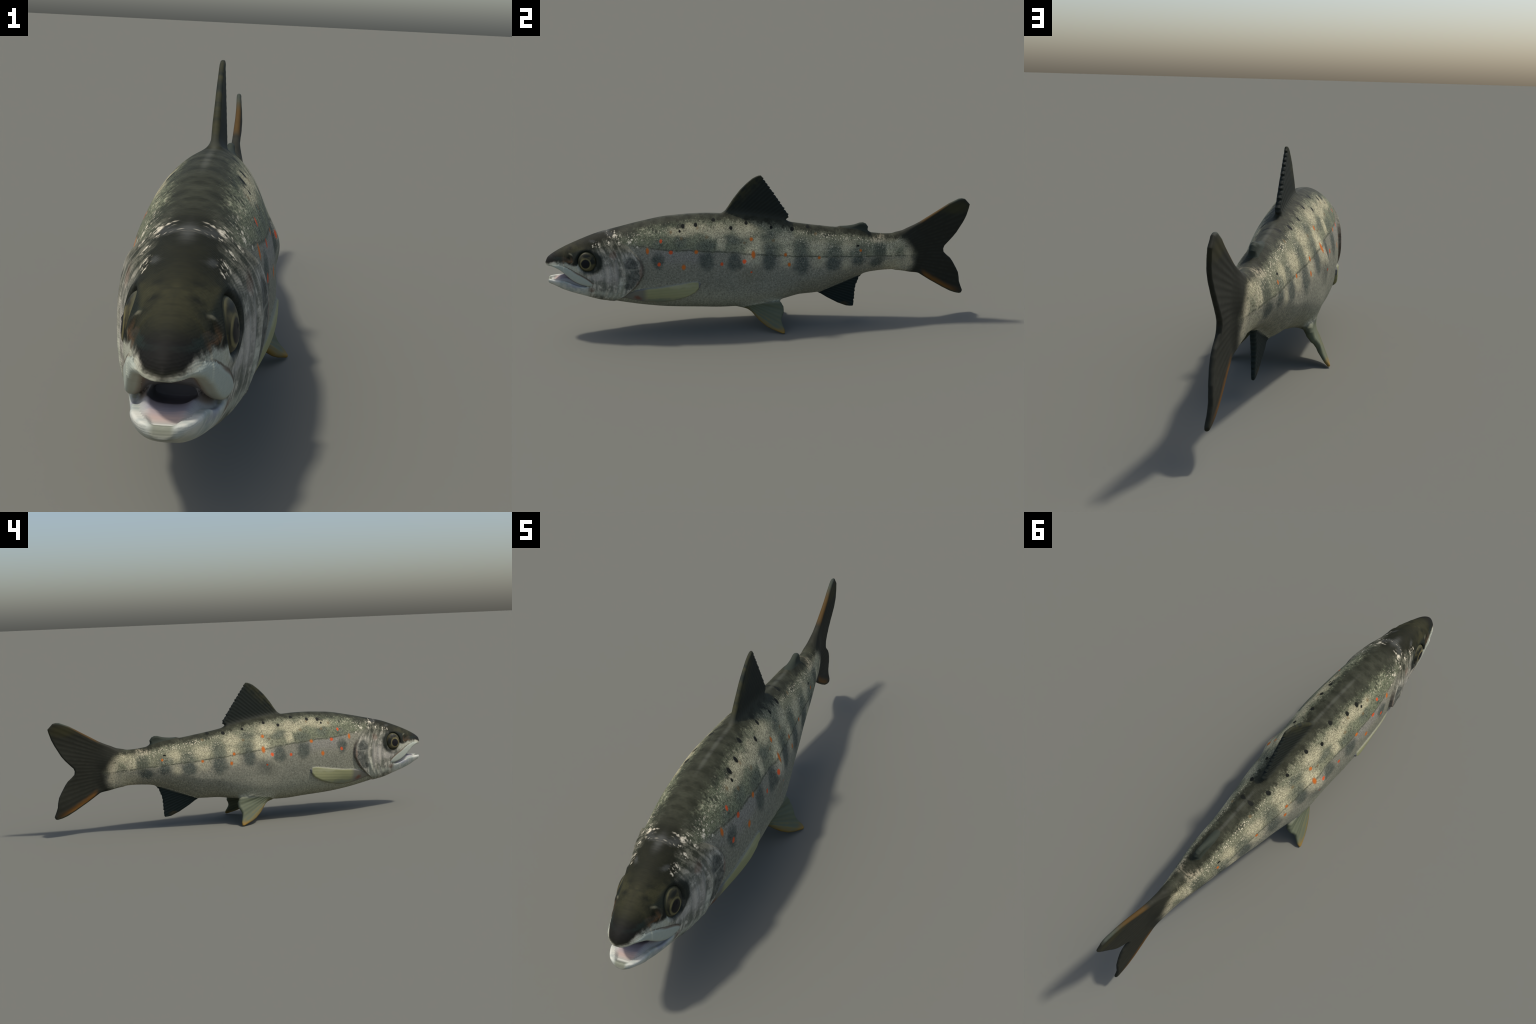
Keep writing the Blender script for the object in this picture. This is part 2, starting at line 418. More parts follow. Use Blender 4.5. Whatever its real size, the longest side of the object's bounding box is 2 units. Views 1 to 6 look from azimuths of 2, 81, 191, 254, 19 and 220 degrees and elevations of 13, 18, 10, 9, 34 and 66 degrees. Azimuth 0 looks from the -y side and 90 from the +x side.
class Nodes:
    def __init__(self, nt):
        self.nt = nt
        tc = nt.nodes.new("ShaderNodeTexCoord"); sp = nt.nodes.new("ShaderNodeSeparateXYZ")
        nt.links.new(tc.outputs["Object"], sp.inputs[0])
        self.x, self.y, self.z = (S(nt, sp.outputs[i]) for i in range(3))
        self.cv = {}
    def vec(self, x, y, z):
        nd = self.nt.nodes.new("ShaderNodeCombineXYZ")
        for i, v in enumerate((x, y, z)):
            if isinstance(v, S): self.nt.links.new(v.s, nd.inputs[i])
            else: nd.inputs[i].default_value = v
        return S(self.nt, nd.outputs[0])
    def noise(self, v, scale, detail=2.0, rough=.5):
        nd = self.nt.nodes.new("ShaderNodeTexNoise"); nd.inputs["Scale"].default_value = scale
        nd.inputs["Detail"].default_value = detail; nd.inputs["Roughness"].default_value = rough
        self.nt.links.new(v.s, nd.inputs["Vector"]); return S(self.nt, nd.outputs[0])
    def voronoi(self, v, scale, rnd=1.0):
        nd = self.nt.nodes.new("ShaderNodeTexVoronoi"); nd.inputs["Scale"].default_value = scale
        nd.inputs["Randomness"].default_value = rnd
        self.nt.links.new(v.s, nd.inputs["Vector"])
        sp = self.nt.nodes.new("ShaderNodeSeparateColor"); self.nt.links.new(nd.outputs["Color"], sp.inputs[0])
        return S(self.nt, nd.outputs["Distance"]), S(self.nt, sp.outputs[0])
    def along(self, pts, src=None):
        """value given at points along the fish, as a float curve of y"""
        nd = self.nt.nodes.new("ShaderNodeFloatCurve"); cu = nd.mapping.curves[0]
        pts = [((p + 1.05) / 2.1, v) for p, v in pts]
        cu.points[0].location = pts[0]; cu.points[1].location = pts[-1]
        for p in pts[1:-1]: cu.points.new(*p)
        nd.mapping.update()
        src = (src if src else self.y) + 1.05
        self.nt.links.new((src * (1 / 2.1)).s, nd.inputs["Value"])
        return S(self.nt, nd.outputs[0])
    def color(self, c):
        nd = self.nt.nodes.new("ShaderNodeRGB"); nd.outputs[0].default_value = (*c, 1); return S(self.nt, nd.outputs[0])
    def mix(self, a, b, f):
        nd = self.nt.nodes.new("ShaderNodeMix"); nd.data_type = "RGBA"; nd.clamp_factor = True
        for v, i in ((f, 0), (a, 6), (b, 7)):
            if isinstance(v, S): self.nt.links.new(v.s, nd.inputs[i])
            elif i == 0: nd.inputs[i].default_value = v
            else: nd.inputs[i].default_value = (*v, 1)
        return S(self.nt, nd.outputs[2])
    def scale(self, c, f):
        nd = self.nt.nodes.new("ShaderNodeVectorMath"); nd.operation = "SCALE"
        self.nt.links.new(c.s, nd.inputs[0])
        if isinstance(f, S): self.nt.links.new(f.s, nd.inputs[3])
        else: nd.inputs[3].default_value = f
        return S(self.nt, nd.outputs[0])
    def spots(self, pos, pts):
        """least normalised distance to a set of ellipses (y, z, ry, rz)"""
        best = None
        for y, z, a, b in pts:
            sub = self.nt.nodes.new("ShaderNodeVectorMath"); sub.operation = "MULTIPLY_ADD"
            self.nt.links.new(pos.s, sub.inputs[0]); sub.inputs[1].default_value = (0, 1 / a, 1 / b); sub.inputs[2].default_value = (0, -y / a, -z / b)
            ln = self.nt.nodes.new("ShaderNodeVectorMath"); ln.operation = "LENGTH"
            self.nt.links.new(sub.outputs[0], ln.inputs[0]); d = S(self.nt, ln.outputs["Value"])
            best = d if best is None else best.min(d)
        return best

LATERAL = [(-1.05, .44), (-.65, .43), (-.588, .427), (-.504, .413), (-.333, .403), (-.206, .390), (-.088, .376), (.03, .362), (.194, .344), (.319, .334), (.444, .327), (.574, .318), (.709, .306), (1.05, .30)]
HEADDARK = [(-1.05, .334), (-1.0, .330), (-.985, .335), (-.95, .346), (-.915, .347), (-.885, .336), (-.86, .345), (-.82, .375), (-.78, .41), (-.74, .445), (-.70, .460), (-.66, .480), (-.60, .505), (-.5, .52), (1.05, .52)]
BLACK_SPOTS = [(-.384, .504, .0082, .0082), (-.326, .508, .0078, .0078), (-.244, .523, .008, .006), (-.166, .4885, .008, .007), (-.0935, .504, .008, .007), (.022, .479, .007, .006), (.123, .465, .0095, .0075), (.201, .466, .008, .006), (.437, .377, .008, .004), (-.40, .485, .005, .005)]
RED_SPOTS = [(-.486, .4465, .0065, .008), (-.443, .399, .009, .009), (-.496, .3465, .008, .009), (-.214, .338, .0075, .008), (-.111, .347, .009, .0095), (-.079, .297, .005, .005)]
ORANGE_SPOTS = [(-.547, .406, .007, .012), (-.329, .398, .0085, .008), (-.387, .3315, .0085, .011), (-.068, .374, .0085, .0145), (-.074, .4385, .0075, .0075), (.0835, .361, .007, .0075), (.101, .316, .007, .0085), (.247, .334, .007, .0065), (.45, .3545, .0055, .006)]
BROWN_SPOTS = [(-.279, .458, .009, .009), (-.319, .497, .008, .008), (.029, .427, .009, .007), (-.394, .456, .008, .008), (-.44, .482, .008, .008), (.234, .438, .008, .007), (.061, .362, .007, .006), (-.108, .425, .008, .006)]
BARS_LOW = [(-.50, .357, .028, .040), (-.282, .357, .040, .046), (-.154, .343, .037, .044), (.005, .336, .036, .046), (.162, .308, .040, .048), (.315, .300, .042, .036), (.439, .306, .033, .028), (.534, .288, .038, .026)]
BARS_HIGH = [(-.285, .425, .044, .024), (-.393, .440, .036, .026), (-.50, .435, .03, .02), (-.158, .440, .044, .022), (.005, .447, .040, .020), (.012, .394, .036, .034), (.160, .380, .038, .050), (.315, .356, .044, .034), (.433, .348, .04, .026), (.548, .345, .034, .032)]
CREAM = [(-.215, .430, .022, .035), (-.335, .492, .07, .022), (-.232, .480, .06, .028), (-.10, .476, .055, .03), (-.055, .396, .042, .05), (.088, .43, .045, .03), (.095, .36, .036, .05), (.244, .380, .048, .036), (.39, .372, .04, .03), (.64, .38, .06, .03), (.60, .33, .03, .05), (.705, .335, .025, .035), (-.40, .48, .06, .02)]

def skin(nd):
    """Colour of the skin all over the fish; a function of place only."""
    N = nd
    xm = N.along([(p, v + .5) for p, v in SPINE if p > -1.05] + [(1.05, .478)])
    ax = (N.x - xm + .5).abs()
    P3 = N.vec(ax * .2, N.y, N.z)
    w1 = N.noise(P3, 30, 4, .6) - .5; w2 = N.noise(N.vec(ax * .35, N.y + 7.3, N.z), 30, 4, .6) - .5
    y, z = N.y + w1 * .036, N.z + w2 * .036
    PW = N.vec(0.0, y, z)
    ys, zs = N.y + w1 * .007, N.z + w2 * .007
    PS = N.vec(0.0, ys, zs)
    top = N.along([(-1.05, .335)] + BACK[1:] + [(1.05, .43)])
    lat = N.along(LATERAL)
    depth = top - z
    ll = z - lat
    PB = N.vec(ax * .8, N.y, N.z)
    midb = N.noise(PB, 32, 3, .55); finb = N.noise(N.vec(ax * .6, N.y, N.z), 120, 2, .6)
    big = N.noise(P3, 9, 3); mid = N.noise(P3, 45, 3, .6); fine = N.noise(P3, 120, 3, .65)
    grain = N.noise(N.vec(ax * .15, N.y, N.z), 215, 2, .75)
    fleck_d, fleck_r = N.voronoi(N.vec(ax * .25, N.y * .9, N.z), 150)
    # scale lattice: crossing diagonal rows
    k1 = 2 * math.pi / .0085
    yd, zd = N.y + w1 * .012, N.z + w2 * .012
    lattice = ((yd * .8 + zd) * k1).sin() * ((yd * .8 - zd) * k1).sin()
    # --- flank ground colours
    rear = N.y.step(-.45, -.05)
    hi = N.mix((.130, .143, .096), (.195, .196, .136), rear)
    creamy = N.spots(PW, CREAM).step(1.45, .4) * (big * .4 + .80)
    hi = N.mix(hi, (.40, .37, .255), creamy)
    lo = N.mix((.205, .199, .160), (.186, .186, .150), (ll * -1).step(.03, .12))
    lo = N.mix(lo, (.258, .260, .206), (ll * -1).step(.13, .24))
    gap = N.spots(PW, [(-.06, .36, .04, .05), (.09, .345, .04, .05), (.245, .32, .045, .04), (.38, .30, .03, .035), (.63, .27, .07, .045), (.70, .29, .03, .07)]).step(1.35, .2)
    lo = N.mix(lo, (.36, .335, .24), gap * .8)
    lilac = N.spots(PW, [(-.40, .385, .16, .045)]).step(1.3, .3)
    lo = N.mix(lo, (.205, .198, .192), lilac * .5)
    col = N.mix(lo, hi, ll.step(-.012, .012))
    # --- parr marks
    bar_l = N.spots(PW, BARS_LOW).step(1.3, .5); bar_h = N.spots(PW, BARS_HIGH).step(1.4, .4)
    col = N.mix(col, (.085, .098, .080), bar_h * (mid * .6 + .36))
    col = N.mix(col, (.062, .074, .065), bar_l * (mid * .4 + .66))
    # --- darker shoulders, mottled
    zone = depth.step(.115, .015) * (mid * .9 + fine * .9 - .50)
    col = N.mix(col, (.048, .055, .035), zone * (N.y.step(.1, -.3) * .30 + .75))
    patch = N.spots(PW, [(-.62, .478, .045, .020), (-.455, .512, .035, .016), (-.52, .49, .025, .012), (-.40, .505, .03, .012), (.23, .452, .05, .014), (.30, .43, .04, .012)]).step(1.4, .3)
    col = N.mix(col, (.026, .030, .022), patch * (mid * .8 + .4))
    green = N.spots(PW, [(-.545, .49, .045, .016), (-.50, .475, .05, .014)]).step(1.4, .3)
    col = N.mix(col, (.215, .225, .155), green * fine.step(.4, .62) * .8)
    # --- grain: light and dark sides of small scales, multiplied into the colour
    upper_k = ll.step(-.06, .05)
    col = N.scale(col, (grain - .5) * (upper_k * 2.1 + .9) + (fine - .5) * 1.6 + lattice * (upper_k * .16 + .08) + 1.03)
    # --- flecks: highlights on single scales, painted as pale dots
    fl = fleck_d.step(.55, .12) * fleck_r.step(.50, .72)
    flz = depth.step(.006, .026) * (depth.step(.12, .04) * .75 + .30) * (N.y.step(.0, .32) * .62 + .38) * N.y.step(-.66, -.58)
    col = N.mix(col, (.60, .54, .41), fl * flz * .9)
    back = (depth + (finb - .5) * .026 + (midb - .5) * .016).step(.034, .008)
    bc = N.mix((.016, .017, .011), (.034, .036, .025), midb.step(.3, .7))
    mid_line = ax.step(.011, .001) * N.spots(N.vec(0.0, N.y, 0.0), [(-.32, 0, .16, 1), (.27, 0, .12, 1), (-.715, 0, .04, 1)]).step(1.2, .5)
    bc = N.mix(bc, (.085, .088, .076), mid_line * midb.step(.1, .6) * .45)
    col = N.mix(col, bc, back * .95)
    # --- lateral line
    line = (N.z + w2 * .012 - lat).abs().step(.0056, .0005) * N.y.step(-.63, -.58) * N.y.step(.735, .70)
    col = N.mix(col, (.045, .050, .034), line * mid.step(.25, .55) * .70)
    # tail stalk: pale scale rows and a barred patch before the fin
    st = N.y.step(.49, .60) * N.y.step(.77, .72)
    band = N.spots(PW, [(.552, .342, .026, .048)]).step(1.3, .6)
    wv = ((N.y + w1 * .01) * 520).sin() * .5 + .5
    col = N.mix(col, (.085, .092, .068), band * (wv * .5 + .45))
    sd, sr = N.voronoi(N.vec(ax * .5, N.y * 1.25, N.z * .85), 115)
    col = N.mix(col, (.52, .455, .335), st * sd.step(.5, .1) * sr.step(.25, .7) * depth.step(.012, .04) * .75)
    col = N.mix(col, (.50, .44, .32), N.spots(PW, [(.695, .33, .035, .05), (.70, .275, .03, .04), (.54, .395, .04, .018)]).step(1.3, .3) * fine.step(.35, .65) * .7)
    # --- spots
    col = N.mix(col, (.150, .095, .040), N.spots(PS, BROWN_SPOTS).step(1.25, .3) * .6)
    halo = N.spots(PS, [(a, b, c * 1.5, d * 1.5) for a, b, c, d in ORANGE_SPOTS]).step(1.1, .6)
    col = N.mix(col, (.28, .14, .045), halo * .55)
    col = N.mix(col, (.52, .135, .024), N.spots(PS, ORANGE_SPOTS).step(1.3, .55))
    col = N.mix(col, (.56, .088, .028), N.spots(PS, RED_SPOTS).step(1.28, .6))
    col = N.mix(col, (.010, .011, .009), N.spots(PS, BLACK_SPOTS).step(1.2, .85))
    # ================= head
    Pst = N.vec(ax * .1, N.y * 1.0 + N.z * .12 + (N.z - .3) * (N.z - .3) * 2.0, N.z * .16)
    streak = N.noise(Pst, 72, 2, .55); blot = N.noise(P3, 26, 4, .6); blot2 = N.noise(P3, 60, 4, .65)
    ck = N.mix((.125, .130, .108), (.47, .445, .385), streak.step(.30, .70) * blot2.step(.2, .55))
    ck = N.mix(ck, (.085, .090, .074), blot.step(.49, .64) * .72)
    ck = N.mix(ck, (.40, .375, .345), N.spots(PW, [(-.72, .30, .04, .05), (-.775, .285, .05, .018), (-.69, .30, .014, .06)]).step(1.4, .2) * (streak * .5 + .45))
    ck = N.mix(ck, (.38, .40, .34), N.spots(PW, [(-.69, .19, .06, .026), (-.755, .205, .04, .018), (-.665, .235, .02, .05)]).step(1.4, .3) * .55)
    opd = N.spots(PW, [(-.622, .350, .034, .034), (-.612, .285, .030, .036), (-.635, .245, .016, .02), (-.60, .31, .024, .04)]).step(1.2, .6)
    ck = N.mix(ck, N.mix((.048, .053, .049), (.115, .120, .108), blot2.step(.35, .65)), opd * .9)
    vein = N.spots(PS, [(-.62, .326, .034, .004), (-.655, .29, .004, .05)]).step(1.3, .3)
    ck = N.mix(ck, (.26, .26, .22), vein * .6)
    rust = N.spots(PW, [(-.575, .30, .008, .05), (-.59, .25, .01, .025), (-.70, .39, .016, .02), (-.80, .219, .014, .012)]).step(1.3, .4)
    ck = N.mix(ck, (.140, .085, .062), rust * .65)
    # nape and upper gill cover: dark olive with pale blotches
    nape_z = z.step(.375, .425) * N.y.step(-.80, -.76)
    ck = N.mix(ck, N.mix((.022, .025, .016), (.115, .113, .086), (blot2 * .6 + streak * .4).step(.41, .58)), nape_z * .92)
    # dark crown and snout
    hd = N.along(HEADDARK)
    crown = (z - hd).step(-.011, .010)
    cr = N.mix((.013, .0138, .009), (.038, .037, .019), (N.spots(PW, [(-.87, .40, .07, .035)]).step(1.5, .2) * .8 + .1) * midb.step(.25, .65))
    cr = N.mix(cr, (.060, .063, .061), N.spots(PW, [(-.715, .47, .02, .008), (-.79, .44, .012, .008)]).step(1.4, .2) * .6)
    cr = N.mix(cr, (.080, .083, .080), N.spots(N.vec(0.0, N.y, ax), [(-.735, 0, .035, .016)]).step(1.5, .0) * midb.step(.1, .6) * .6)  # grey highlight on top of the head, painted into the crown
    cr = N.mix(cr, (.010, .010, .009), N.spots(PW, [(-.985, .36, .055, .028)]).step(1.3, .3))
    cr = N.mix(cr, (.095, .052, .026), N.spots(PW, [(-.91, .358, .02, .012), (-.878, .36, .015, .02)]).step(1.3, .4) * .7)
    cr = N.mix(cr, (.017, .026, .023), N.spots(PW, [(-.93, .362, .04, .008), (-.85, .39, .04, .008)]).step(1.4, .4) * .7)
    ck = N.mix(ck, cr, crown)
    # nostril arc
    rn = N.spots(PS, [(-.893, .366, .02, .022)])
    ck = N.mix(ck, (.19, .18, .13), (rn - 1.0).abs().step(.20, .05) * N.y.step(-.90, -.885) * .5)
    eyedark = N.spots(PS, [(-.800, .355, .056, .056), (-.835, .372, .05, .035), (-.83, .345, .05, .025)]).step(1.14, .82)
    ck = N.mix(ck, (.012, .015, .012), eyedark * .92)
    # gilt specks along the nape
    nape = N.spots(PW, [(-.70, .468, .034, .010), (-.672, .458, .016, .02), (-.675, .440, .010, .014), (-.625, .444, .016, .012), (-.605, .43, .014, .022), (-.768, .427, .022, .014), (-.72, .44, .012, .012), (-.60, .46, .05, .02)]).step(1.3, .4)
    nd2, nr = N.voronoi(N.vec(ax * .22 + w1 * .02, N.y + w2 * .03, N.z + w1 * .03), 150)
    spk = nape * nd2.step(.55, .15) * nr.step(.25, .6)
    bright = N.spots(PS, [(-.624, .4435, .009, .007), (-.690, .4645, .011, .007), (-.759, .4285, .005, .012), (-.788, .4215, .004, .006), (-.675, .442, .004, .006), (-.614, .453, .006, .004), (-.568, .4525, .008, .003), (-.59, .4225, .005, .006), (-.716, .4405, .005, .006)]).step(1.15, .5)
    spk = (spk * .7).max(bright * fine.step(.36, .56) * .9)
    # lips and jaw
    pale = N.mix((.30, .325, .265), (.47, .46, .39), streak)
    jawm = N.y.step(-.80, -.835) * (z - hd).step(.003, -.008) * N.spots(PW, [(-.80, .29, .06, .055)]).step(.8, 1.15)
    ck = N.mix(ck, pale, jawm * .92)
    mxl = N.along([(-1.05, .34)] + [(p, v) for p, v in MAXILLA[1:7]] + [(1.05, .2)])
    ml = (zs - mxl - .002).abs().step(.0042, .001) * N.y.step(-.935, -.90) * N.y.step(-.785, -.795)
    ck = N.mix(ck, (.070, .045, .030), ml * .75)
    chin = N.spots(PW, [(-1.0, .257, .016, .014)]).step(1.2, .4)
    ck = N.mix(ck, (.17, .18, .13), chin * .7)
    ck = N.scale(ck, (grain - .5) * .35 + (fine - .5) * .5 + 1.0)
    gillx = gill_line(N, z)
    hm = (N.y - gillx).step(.006, -.006)
    # above the gill opening head and back run together
    hm = hm.max(N.y.step(-.62, -.70))
    col = N.mix(col, ck, hm)
    edge = (ys - gillx).abs().step(.009, .002) * N.z.step(.40, .36) * N.z.step(.16, .19)
    col = N.mix(col, (.075, .052, .040), edge * .55)
    col = N.mix(col, (.62, .57, .47), spk * N.y.step(-.55, -.59))
    tint = N.nt.nodes.new('ShaderNodeMix'); tint.data_type = 'RGBA'; tint.blend_type = 'MULTIPLY'; tint.inputs[0].default_value = 1
    N.nt.links.new(col.s, tint.inputs[6]); tint.inputs[7].default_value = (1.05, 1.03, .94, 1)
    col = S(N.nt, tint.outputs[2])
    return col, dict(P3=P3, PW=PW, PS=PS, ax=ax, mid=mid, fine=fine, grain=grain, top=top, fleck=fleck_d, lattice=lattice, y=y, z=z)

def gill_line(N, z):
    nd = N.nt.nodes.new("ShaderNodeFloatCurve"); cu = nd.mapping.curves[0]
    pts = [(p, v + 1.0) for p, v in GILL]
    cu.points[0].location = (0.0, .2); cu.points[1].location = (1.0, .1)
    for p in pts: cu.points.new(*p)
    nd.mapping.update()
    N.nt.links.new(z.s, nd.inputs["Value"])
    return S(N.nt, nd.outputs[0]) - 1.0

def finish(mat, N, col, rough=.7, spec=.1, bump=None, dist=.001):
    nt = mat.node_tree
    bs = nt.nodes["Principled BSDF"]
    nt.links.new(col.s, bs.inputs["Base Color"])
    bs.inputs["Roughness"].default_value = rough
    bs.inputs["Specular IOR Level"].default_value = spec
    if bump is not None:
        b = nt.nodes.new("ShaderNodeBump"); b.inputs["Strength"].default_value = .35; b.inputs["Distance"].default_value = dist
        nt.links.new(bump.s, b.inputs["Height"]); nt.links.new(b.outputs[0], bs.inputs["Normal"])

def material(name, extra=None, bump=True, rough=.68):
    mat = bpy.data.materials.new(name); mat.use_nodes = True
    N = Nodes(mat.node_tree)
    col, k = skin(N)
    h = k["grain"] * .6 + k["lattice"] * .3
    if extra:
        col, h2 = extra(N, col, k)
        h = h2 if h2 is not None else h
    finish(mat, N, col, rough, .10, h if bump else None, .0012)
    return mat

def fan(N, oy, oz, a0, a1, n):
    ang = (N.z - oz)._m("ARCTAN2", N.y - oy)
    return ((ang - a0) * (n * 2 * math.pi / (a1 - a0))).sin()

def dorsal_look(N, col, k):
    r = fan(N, -.6, .1, .53, .82, 14)
    h = N.z - N.along([(-1.05, .5)] + BACK[10:-3] + [(1.05, .42)])
    c = N.mix((.016, .019, .015), (.023, .028, .022), r.step(-.6, 1) * (k["mid"] * 1.1))
    lead = (N.y * .72 - N.z * .70).step(-.47, -.53)
    c = N.mix(c, (.046, .044, .020), lead * k["mid"].step(.3, .7) * .8)
    c = N.mix(c, (.034, .036, .027), h.step(.045, .0))
    return N.mix(col, c, h.step(-.004, .016)), r * .1 + k["fine"] * .4

def adipose_look(N, col, k):
    h = N.z - k["top"]
    return N.mix(col, (.034, .040, .029), h.step(-.012, .006)), None

def anal_look(N, col, k):
    r = fan(N, -.1, .3, -.44, -.16, 11)
    line = N.along([(-1.05, .13), (.20, .135), (.262, .136), (.30, .150), (.38, .178), (.45, .207), (.49, .225), (1.05, .23)])
    c = N.mix((.012, .018, .016), (.026, .036, .031), r.step(-.5, 1) * k["mid"])
    c = N.mix(c, (.060, .046, .020), N.spots(k["PW"], [(.39, .067, .04, .012)]).step(1.2, .2) * .6)
    return N.mix(col, c, (N.z - line).step(.010, -.006)), r * .1 + k["fine"] * .4

def caudal_look(N, col, k):
    r = fan(N, .52, .32, -.6, .6, 22)
    c = N.mix((.023, .023, .016), (.030, .030, .021), r.step(-.6, 1) * k["mid"].step(.3, .7))
    c = N.mix(c, (.046, .042, .017), N.spots(k["PW"], [(.93, .53, .09, .035)]).step(1.3, .2) * .7)
    # orange run inside the lower edge, thinner one along the upper edge
    lo = N.along([(-1.05, .25), (.70, .228), (.76, .214), (.80, .186), (.86, .149), (.93, .110), (.98, .094), (1.05, .085)])
    d = N.z - lo + (k["mid"] - .5) * .01
    run = d.step(-.004, .005) * d.step(.034, .006)
    c = N.mix(c, (.155, .068, .013), run * N.y.step(.765, .80) * N.y.step(.995, .90) * .85)
    c = N.mix(c, (.050, .052, .028), d.step(.006, -.002) * N.y.step(.80, .86) * .7)
    up = N.along([(-1.05, .43), (.66, .415), (.70, .437), (.752, .4635), (.83, .511), (.894, .550), (.95, .572), (1.05, .60)])
    e = up - N.z
    c = N.mix(c, (.080, .045, .012), e.step(.014, .003) * N.y.step(.74, .78) * N.y.step(.93, .85) * .8)
    c = N.mix(c, (.060, .072, .055), e.step(.012, .0) * N.y.step(.85, .92) * .6)
    # scaled base runs out in a curved edge
    q = N.y + (k["y"] - N.y) * .6 + (N.z - .315).max(0.0) * .7 + (.26 - N.z).max(0.0) * .5
    dark = q.step(.688, .756)
    return N.mix(col, c, dark), r * .1 + k["fine"] * .4

def pelvic_look(N, col, k):
    mx = N.x.abs()
    X = (mx - float(PEL_C[0]), N.y - float(PEL_C[1]), N.z - float(PEL_C[2]))
    a = X[0] * float(PEL_A[0]) + X[1] * float(PEL_A[1]) + X[2] * float(PEL_A[2])
    b = X[0] * float(PEL_B[0]) + X[1] * float(PEL_B[1]) + X[2] * float(PEL_B[2])
    ang = (b + .03)._m("ARCTAN2", .21 - a)
    r = ((ang - .2) * (9 * 2 * math.pi / .85)).sin()
    c = N.mix((.098, .110, .070), (.120, .130, .078), r.step(-1, 1) * k["mid"])
    c = N.mix(c, (.165, .125, .036), (r * .3 + k["mid"]).step(.45, .8) * ang.step(.45, .75) * .7)
    c = N.mix(c, (.215, .130, .024), ang.step(.66, .80) * b.step(.0, .03) * .75)
    c = N.mix(c, (.25, .14, .022), b.step(.105, .135) * .8)
    c = N.mix(c, (.115, .09, .06), N.spots(N.vec(0.0, a, b), [(.17, -.01, .03, .012)]).step(1.2, .3) * .6)
    c = N.mix(c, (.15, .165, .145), N.spots(N.vec(0.0, a, b), [(.07, -.012, .04, .012)]).step(1.3, .3) * .7)
    return N.mix(col, c, b.step(-.028, .004)), r * .1 + k["fine"] * .4

def pectoral_look(N, col, k):
    r = ((N.z - .21 - (N.y + .5) * .1) * 420).sin()
    c = N.mix((.275, .275, .140), (.320, .315, .160), r.step(-1.5, 1.5) * k["mid"])
    c = N.mix(c, (.37, .365, .23), N.spots(k["PW"], [(-.42, .243, .10, .012)]).step(1.4, .2) * .5)
    c = N.mix(c, (.16, .172, .130), N.spots(k["PW"], [(-.50, .162, .10, .022), (-.40, .172, .05, .015)]).step(1.3, .3) * .8)
    c = N.mix(c, (.30, .26, .16), N.spots(k["PW"], [(-.52, .157, .03, .008), (-.56, .175, .012, .02)]).step(1.3, .3) * .5)
    root = N.y.step(-.545, -.575)
    c = N.mix(c, (.155, .145, .125), root * .85)
    c = N.mix(c, (.170, .062, .036), N.spots(k["PW"], [(-.597, .183, .020, .013)]).step(1.3, .3) * .75)
    c = N.mix(c, (.055, .04, .035), N.spots(k["PW"], [(-.575, .243, .020, .010)]).step(1.3, .4) * .8)
    rim = N.z - N.along([(-1.05, .23), (-.6, .222), (-.55, .2315), (-.5, .237), (-.44, .247), (-.38, .2575), (-.345, .2635), (-.32, .262), (1.05, .26)])  # shadow band around the fin's top edge and tip, drawn in grey
    c = N.mix(c, (.165, .165, .155), (rim + (k["fine"] - .5) * .006).step(-.006, .0) * .6)
    c = N.mix(c, (.14, .138, .132), N.y.step(-.326, -.316))
    return c, r * .08 + k["fine"] * .4

def mouth_look(N, col, k):
    c = N.mix((.215, .200, .235), (.31, .285, .305), k["mid"])
    c = N.mix(c, (.41, .30, .245), N.spots(k["PW"], [(-.968, .258, .026, .03)]).step(1.2, .4) * .85)
    rimz = N.along([(p, v) for p, v in RIM if p > -1.05] + [(1.05, .26)])
    lipz = N.along([(p, v) for p, v in LIP if p > -1.05] + [(1.05, .2)])
    up = (N.z - (rimz + lipz) * .5).step(-.006, .006)
    c = N.mix(c, (.20, .185, .17), up * .85)
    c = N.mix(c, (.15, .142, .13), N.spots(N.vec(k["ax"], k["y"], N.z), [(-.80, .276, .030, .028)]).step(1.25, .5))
    wl = N.along([(-1.05, .010), (-1.0, .010), (-.985, .026), (-.95, .045), (-.92, .0535), (-.88, .065), (-.85, .073), (-.82, .077), (1.05, .077)])
    # pale lower rim and the brown inner edge of the upper lip run up to the lining
    e = (k["ax"] + (k["mid"] - .5) * .008 - wl * .80).step(-.018, .0)
    c = N.mix(c, N.mix((.385, .39, .35), (.21, .15, .10), up), e * .85)
    c = N.mix(c, (.40, .40, .35), N.y.step(-.955, -.974) * (1.0 - up) * .85)
    return c, None

